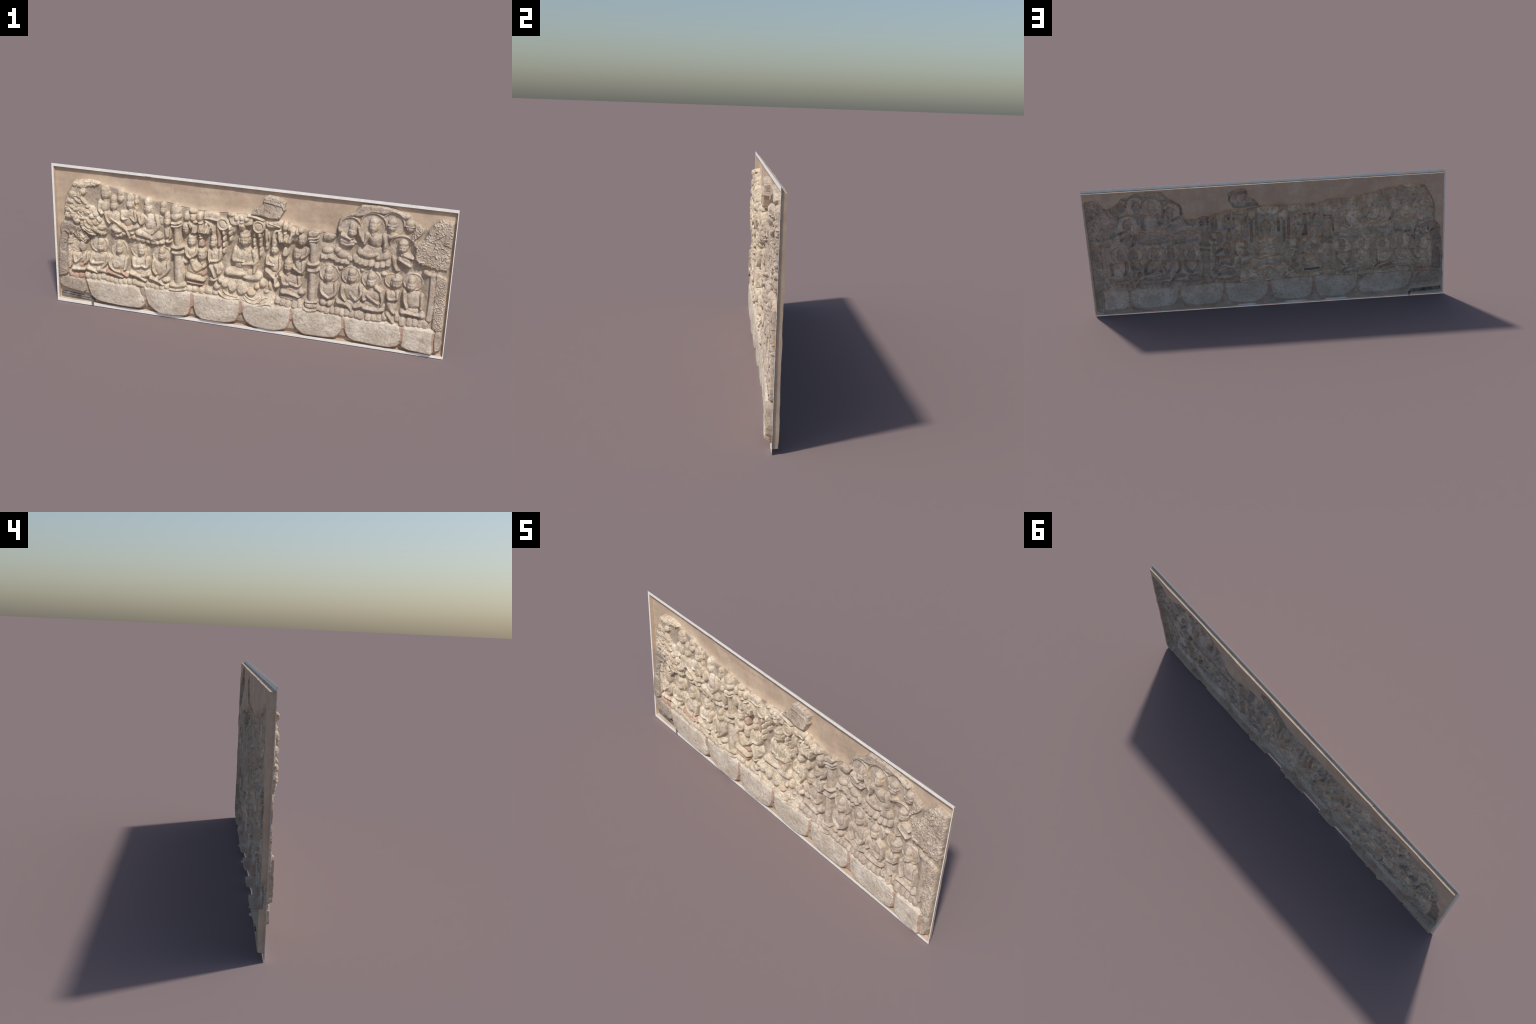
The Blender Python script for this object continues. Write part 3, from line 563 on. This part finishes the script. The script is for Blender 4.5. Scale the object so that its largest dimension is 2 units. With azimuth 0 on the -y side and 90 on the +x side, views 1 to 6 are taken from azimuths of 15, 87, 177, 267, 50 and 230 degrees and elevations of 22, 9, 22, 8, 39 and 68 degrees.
lump('pebble', (480, 390, 14, 14), 6, mat='right')
lump('pebble', (585, 394, 12, 11), 6, mat='right')
lump('pebble', (687, 387, 15, 11), 7, mat='right')
rod('post', [(915, 417), (918, 346), (918, 274), (915, 198)], [12.0, 12.5, 12.5, 13.5], 13, mat='right', flat=1)
rod('post', [(877, 425), (896, 421)], [12.5, 12.5], 11, mat='right')

# ---------------------------------------------------------------- fine carved ornament
def places(names, n):
    ids = [k for k, r in enumerate(REG) if r[1] in names]
    jj, ii = np.nonzero(np.isin(Lab, ids))
    pick = rng.integers(0, len(jj), n)
    return [(float(xs[ii[k]]), float(zs[jj[k]])) for k in pick]

def leaves(names, n, length, width, up, part, mat):
    """scattered small curled leaves, one joined part, kept within the stone they are cut in"""
    lab = label(part, mat)
    keepH, keepL = Hh.copy(), Lab.copy()
    off = ~np.isin(Lab, [k for k, r in enumerate(REG) if r[1] in names])
    for (x, z) in places(names, n):
        a = rng.uniform(0, 2*math.pi); bend = rng.uniform(-1.2, 1.2); L = length*rng.uniform(.6, 1.3)
        p = [(x, z)]
        for k in range(3):
            p.append((p[-1][0]+L/3*math.cos(a), p[-1][1]+L/3*math.sin(a))); a += bend*.6
        i = min(NX-1, max(0, int(round((x+W)/STEP)))); j = min(NZ-1, max(0, int(round(z/(zs[1]-zs[0])))))
        h0 = float(Hh[j, i])
        w = width*rng.uniform(.7, 1.3)
        rod('', p, [w*.7, w, w*.9, w*.4], [h0+up*.6, h0+up, h0+up, h0+up*.4], lab=lab, base=h0-2.5, groove=.9)
    Hh[off] = keepH[off]; Lab[off] = keepL[off]

def spiral(x, z, r, turns, sense, lab, up, thick):
    p = []
    n = 26
    for k in range(n):
        t = k/(n-1); a = sense*turns*2*math.pi*t+1.2; q = r*(1-.86*t)
        p.append((x+q*math.cos(a), z+q*math.sin(a)))
    rod('', p, thick, up, lab=lab, base=up-4.5, groove=.8)

vine = label('scroll_vine', 'right')
for k, z in enumerate(range(172, 412, 42)):
    s = 1 if k % 2 else -1
    spiral(957+3*s, z, 20, 1.9, s, vine, 14.2, 2.4)
    rod('', [(957-20*s, z-6), (948-8*s, z+18), (957+8*s, z+34)], 2.2, 13.8, lab=vine, base=10)
leaves(('foliage_panel',), 330, 17, 3.2, 2.8, 'foliage', 'right')
leaves(('scroll_border',), 60, 13, 2.6, 1.8, 'foliage', 'right')
leaves(('broken_block',), 40, 15, 3.4, 2.2, 'foliage', 'grey')
leaves(('foliage_rock', 'leaf'), 90, 22, 3.6, 3.4, 'foliage', 'warm')
leaves(('carved_slab',), 24, 18, 4, 2.2, 'foliage', 'grey')
leaves(('broken_relief',), 14, 20, 5, 2, 'foliage', 'warm')

# figures grow out of the ground: hollows between them are partly filled
def blur(a, rz, rx=None):
    for ax, r in ((0, rz), (1, rz if rx is None else rx)):
        for _ in range(3):
            c = np.cumsum(np.pad(a, [(r+1, r) if k == ax else (0, 0) for k in (0, 1)], mode='edge'), ax)
            n = a.shape[ax]
            a = (np.take(c, range(2*r+1, n+2*r+1), ax)-np.take(c, range(0, n), ax))/(2*r+1)
    return a
stone = Lab != PLASTER_LABEL
low = blur(np.where(stone, Hh, -6), 5)-4.5
low = np.maximum(low, blur(np.where(stone, Hh, -6), 9, 2)-5.5)      # heads, bodies and seats run into each other downwards
Hh = np.where(stone, .5*(Hh+low+np.sqrt((Hh-low)**2+3)), Hh)

# wear of the whole carving

# how deep the carving is cut in each bay: (ground level, level of the highest parts)
def step(v, a, b):
    t = np.clip((v-a)/(b-a), 0, 1); return t*t*(3-2*t)
def bump(v, a, b, soft=18):
    return step(v, a-soft, a+soft)*(1-step(v, b-soft, b+soft))
left = 1-step(X, -405, -375); right = step(X, 318, 352)
centre = 1-left-right
upper = step(Z, 395, 440)                       # upper tier of the left bay
canopy = step(Z-48*bump(X, -38, 58, 12), 470, 505)                      # overhanging canopy of the middle bay
hollow = step(X, -95, -55)                      # main figure and the group on its right sit deep in a niche
crest = step(Z, 535, 575)*step(X, 440, 475)     # broken crest over the right bay
ground = left*(upper*-3+(1-upper)*-15)+centre*(canopy*-7+(1-canopy)*(-20-6*hollow))+right*(-21+13*crest)
peak = left*(upper*21+(1-upper)*16)+centre*(canopy*23+(1-canopy)*(16-9*hollow))+right*(11+5*crest)
dip = bump(X, -75, 85)*bump(Z, 320, 445)        # the main figure's body is cut deepest
lotus = bump(X, -100, 140)*bump(Z, 205, 320)
bay = bump(X, 378, 468, 8)*bump(Z, 495, 600, 12)  # recess beside the right column
peak = peak-9*dip-4*lotus-8*bay-12*right*bump(Z, 430, 520)*(1-step(X, 700, 760)); ground = ground-6*dip-8*bay
for a, b, level in ((-465, -395, 16), (330, 372, 9)):      # the columns stand proud
    k = bump(X, a, b); peak = peak+(level-peak)*k
edge = polygon_distance(GROUND_OUTLINE, X, Z)
ground = np.maximum(ground, -12-.8*np.maximum(-edge, 0)-14*bump(X, 378, 468, 8))      # shallower along the broken outline
carved = Hh+0
gain = np.where(carved > -2, (peak-ground)/19, .35)
depth = np.maximum(ground+(carved+2)*gain, np.minimum(ground-3, PLASTER))
keep = np.maximum(step(Z, 190, 140), np.maximum(step(X, 858, 900), step(X, -930, -955)))
keep = np.where(np.isin(Lab, [k for k, r in enumerate(REG) if r[1] in ('foliage_panel', 'scroll_border', 'cushion', 'cushion_edge', 'cushion_patch', 'cushion_joint', 'broken_block', 'broken_ledge', 'broken_face', 'foliage', 'scroll_vine', 'broken_rim')]), 1, keep)
Hh = np.where(stone, keep*carved+(1-keep)*depth, Hh)
Hh = np.where(Hh > 16, 16+9*np.tanh((Hh-16)/9), Hh); Hh = np.maximum(Hh, -33)

# the plaster sags beside the right-hand crest
Hh = np.where(Lab == PLASTER_LABEL, Hh-13*np.exp(-((X-408)/62)**2-((Z-585)/52)**2), Hh)

# mortar drawn up against the broken upper edge of the stone
fillet = np.clip((Z-500)/60, 0, 1)*np.clip((330-X)/30, 0, 1)*np.clip((X+760)/60, 0, 1)*(edge > -1)*(Lab == PLASTER_LABEL)
Hh += fillet*11*np.exp(-np.maximum(edge, 0)/11)

# tool marks softened by wear, then the grain of the stone over it
inside = Lab != PLASTER_LABEL
BODY = ('head', 'torso', 'arm', 'hand', 'leg', 'robe', 'neck', 'hair', 'headdress', 'halo', 'sash', 'lotus_petal', 'ear')
SMOOTH = blur(np.where(np.isin(Lab, [k for k, r in enumerate(REG) if r[1] in BODY]), .35, 1.0), 1)
Hh = np.where(inside, .75*Hh+.25*blur(Hh, 1), Hh)+np.where(inside, .16*vnoise(3.4)+.2*vnoise(7)+SMOOTH*(.3*ROUGH-.4*CHIP-1.1*np.clip(vnoise(6)-.75, 0, 1)-1.3*np.clip(vnoise(10)-.8, 0, 1)), 0)     # pits

# stones poking through under the cushions
low = label('plaster_gap', 'plaster')
for x, rx, d in ((-640, 14, 8), (-560, 9, 5), (-395, 12, 9), (-330, 9, 6), (-190, 12, 9), (-120, 8, 5), (30, 10, 7), (150, 9, 5), (300, 12, 6)):
    win = window(x-rx, x+rx, 14, 34, 2)
    q = np.hypot((X[win]-x)/rx, (Z[win]-19)/6)
    m = (Lab[win] == PLASTER_LABEL) & (q < 1)
    Hh[win][m] -= (d*dome(q))[m]; Lab[win][m] = low

# small metal rail and clip in the lower left corner
rail = label('metal_rail', 'metal')
for dz, r, t in ((0, 4.5, -8), (-8, 3, -10), (-15, 5, -9)):
    rod('', [(-976, 49+dz), (-808, 40+dz*.9)], r, t, lab=rail, base=-22, flat=1, groove=0, worn=.2)

# white frame
bar = label('frame', 'white')
wob = .5*vnoise(40)
frame = (X < -989+wob) | (X > 994.6+wob*.5) | (Z > 729.5+wob) | (Z < 15.5-2.5*(X/W)+wob)
Hh[frame] = .25*GRAIN[frame]; Lab[frame] = bar
clip = (np.abs(X+801) < 6) & (Z < 32)
Hh[clip] = 2.5; Lab[clip] = label('metal_clip', 'metal')

# ---------------------------------------------------------------- materials
def srgb(r, g, b):
    f = lambda c: c/12.92 if c <= .04045 else ((c+.055)/1.055)**2.4
    return (f(r/255), f(g/255), f(b/255), 1)

def material(name, main, dark, pale, stain=None, stain_amount=0, rust=None, rust_amount=0, rough=.85, bump=.35, metallic=0, wear=1):
    grey = tuple(int(.72*c+.28*(sum(main)/3)-14) for c in main)
    m = bpy.data.materials.new(name); m.use_nodes = True
    nt = m.node_tree; N = nt.nodes; L = nt.links
    bsdf = N['Principled BSDF']; bsdf.inputs['Roughness'].default_value = rough; bsdf.inputs['Metallic'].default_value = metallic
    bsdf.inputs['Specular IOR Level'].default_value = .25
    tc = N.new('ShaderNodeTexCoord')
    def noise(scale, detail=4, rgh=.6, offset=0):
        mp = N.new('ShaderNodeMapping'); mp.inputs['Location'].default_value = (offset, offset*.7, -offset)
        L.new(tc.outputs['Object'], mp.inputs['Vector'])
        n = N.new('ShaderNodeTexNoise'); n.inputs['Scale'].default_value = scale
        n.inputs['Detail'].default_value = detail; n.inputs['Roughness'].default_value = rgh
        L.new(mp.outputs['Vector'], n.inputs['Vector']); return n.outputs['Fac']
    def ramp(src, a, b):
        r = N.new('ShaderNodeValToRGB'); r.color_ramp.elements[0].position = a; r.color_ramp.elements[1].position = b
        L.new(src, r.inputs['Fac']); return r.outputs['Color']
    def mix(fac, a, b, amount=1.0):
        if amount != 1.0:
            mm = N.new('ShaderNodeMath'); mm.operation = 'MULTIPLY'; mm.inputs[1].default_value = amount
            L.new(fac, mm.inputs[0]); fac = mm.outputs[0]
        x = N.new('ShaderNodeMix'); x.data_type = 'RGBA'
        L.new(fac, x.inputs['Factor'])
        for sock, v in ((x.inputs['A'], a), (x.inputs['B'], b)):
            if isinstance(v, tuple): sock.default_value = v
            else: L.new(v, sock)
        return x.outputs['Result']
    col = mix(ramp(noise(14, 5, .65), .42, .62), srgb(*main), srgb(*pale))
    if wear:
        col = mix(ramp(noise(8, 4, .6, 4.4), .48, .62), col, srgb(*grey), .25)
    col = mix(ramp(noise(50, 6, .78, 3.1), .50, .66), col, srgb(*dark), .62*wear+.08)
    col = mix(ramp(noise(120, 5, .75, 7.7), .50, .66), col, srgb(*dark), .55*wear+.05)
    col = mix(ramp(noise(230, 3, .6, 1.3), .56, .74), col, srgb(*pale), .5)
    if stain: col = mix(ramp(noise(17, 4, .65, 5.5), .56, .70), col, srgb(*stain), stain_amount)
    if rust: col = mix(ramp(noise(21, 4, .6, 9.2), .60, .72), col, srgb(*rust), rust_amount)
    L.new(col, bsdf.inputs['Base Color'])
    if bump:
        b = N.new('ShaderNodeBump'); b.inputs['Strength'].default_value = bump; b.inputs['Distance'].default_value = .0012
        L.new(noise(330, 5, .7, 2.2), b.inputs['Height']); L.new(b.outputs['Normal'], bsdf.inputs['Normal'])
    return m

MAT = {
    'ground': material('stone_ground', (176, 160, 142), (130, 115, 101), (201, 186, 167), (190, 164, 130), .4),  # darkened below the figures' stone to paint in the shade of the gaps between them
    'warm':   material('stone_warm', (204, 187, 164), (138, 120, 102), (233, 218, 197), (210, 183, 146), .5, (182, 140, 116), .35),
    'pale':   material('stone_pale', (202, 188, 170), (148, 132, 116), (226, 214, 198), (206, 182, 150), .5, wear=.85),
    'right':  material('stone_grey_warm', (187, 170, 153), (128, 113, 101), (212, 197, 180), (206, 177, 134), .5, (174, 139, 118), .2),
    'moss':   material('stone_lichen', (170, 150, 118), (128, 110, 86), (196, 176, 142), (206, 176, 124), .6),
    'grey':   material('stone_weathered', (170, 155, 140), (122, 108, 97), (198, 183, 166), (178, 153, 123), .4),
    'red':    material('stone_red_pigment', (188, 152, 131), (148, 118, 102), (206, 182, 162), (194, 172, 152), .8),
    'plaster': material('plaster', (192, 169, 147), (174, 150, 130), (206, 185, 161), None, 0, None, 0, .9, .12, 0, .45),
    'white':  material('white_paint', (240, 237, 230), (228, 224, 216), (246, 244, 238), None, 0, None, 0, .6, .05, 0, .1),
    'metal':  material('dark_metal', (96, 94, 94), (52, 50, 50), (170, 166, 160), None, 0, None, 0, .5, .1, .3),
}

# ---------------------------------------------------------------- front and back sheets, normals
DX = STEP; DZ = zs[1]-zs[0]
back = Hh-1.2                        # the panel is a thin cast shell, hollow behind

def coords(h):
    return np.stack([X/1000, FACE_Y-h/1000, Z/1000], -1).reshape(-1, 3)
def normals(h, sign):
    gz, gx = np.gradient(h, DZ, DX)
    n = np.stack([-gx, -np.ones_like(h), -gz], -1).reshape(-1, 3)*sign
    return n/np.linalg.norm(n, axis=1)[:, None]
CO = np.concatenate([coords(Hh), coords(back)]); NO = np.concatenate([normals(Hh, 1), normals(back, -1)])
V = NX*NZ
idx = np.arange(V).reshape(NZ, NX)
Q = np.stack([idx[:-1, :-1], idx[:-1, 1:], idx[1:, 1:], idx[1:, :-1]], -1).reshape(-1, 4)
corner = np.stack([Lab[:-1, :-1], Lab[:-1, 1:], Lab[1:, 1:], Lab[1:, :-1]])
QL = corner[0].copy()
for c in corner[1:]: QL = np.where((QL == bar) & (c != bar), c, QL)      # the wall below the frame is plaster
QL = QL.reshape(-1)

# crumbs of a part too small to stand alone fall to the neighbour on their left
count = np.bincount(QL, minlength=len(REG))
for k in np.nonzero((count > 0) & (count < 14))[0]:
    f = np.nonzero(QL == k)[0]
    QL[f] = PLASTER_LABEL if not len(f) else QL[np.maximum(f-6, 0)]
rimq = []
for line, flip in ((idx[0], 0), (idx[-1], 1), (idx[:, 0], 1), (idx[:, -1], 0)):
    a, b = line[:-1], line[1:]
    q = np.stack([a, a+V, b+V, b], -1)
    rimq.append(q[:, ::-1] if flip else q)
rimq = np.concatenate(rimq)

def build(name, quads, mat):
    ids, inv = np.unique(quads, return_inverse=True)
    me = bpy.data.meshes.new(name)
    nq = len(quads)
    me.vertices.add(len(ids)); me.vertices.foreach_set('co', CO[ids].astype(np.float32).ravel())
    me.loops.add(nq*4); me.loops.foreach_set('vertex_index', inv.reshape(-1).astype(np.int32))
    me.polygons.add(nq); me.polygons.foreach_set('loop_start', (np.arange(nq)*4).astype(np.int32))
    me.update(calc_edges=True); me.validate()
    me.polygons.foreach_set('use_smooth', np.ones(nq, bool))
    me.normals_split_custom_set_from_vertices(NO[ids].tolist())
    me.materials.append(MAT[mat])
    ob = bpy.data.objects.new(name, me); bpy.context.scene.collection.objects.link(ob)
    return ob

def empty(name, parent=None):
    e = bpy.data.objects.new(name, None); e.empty_display_size = .05
    bpy.context.scene.collection.objects.link(e); e.parent = parent
    return e

root = empty('relief_panel')
root['label'] = 'wide carved stone relief of haloed seated figures in white frame'
root['category'] = 'stone relief'
used = [g for g in range(len(GROUPS))]
holder = {}
order = np.argsort(QL, kind='stable'); bounds = np.searchsorted(QL[order], np.arange(len(REG)+1))
for k, (g, part, mat) in enumerate(REG):
    f = order[bounds[k]:bounds[k+1]]
    if not len(f): continue
    quads = np.concatenate([Q[f], Q[f][:, ::-1]+V])
    if k == bar: quads = np.concatenate([quads, rimq])
    if g is not None and g not in holder: holder[g] = empty(GROUPS[g], root)
    ob = build(part, quads, mat)
    ob.parent = root if g is None else holder[g]
    if part == 'foliage': ob['kind'] = 'stuff'
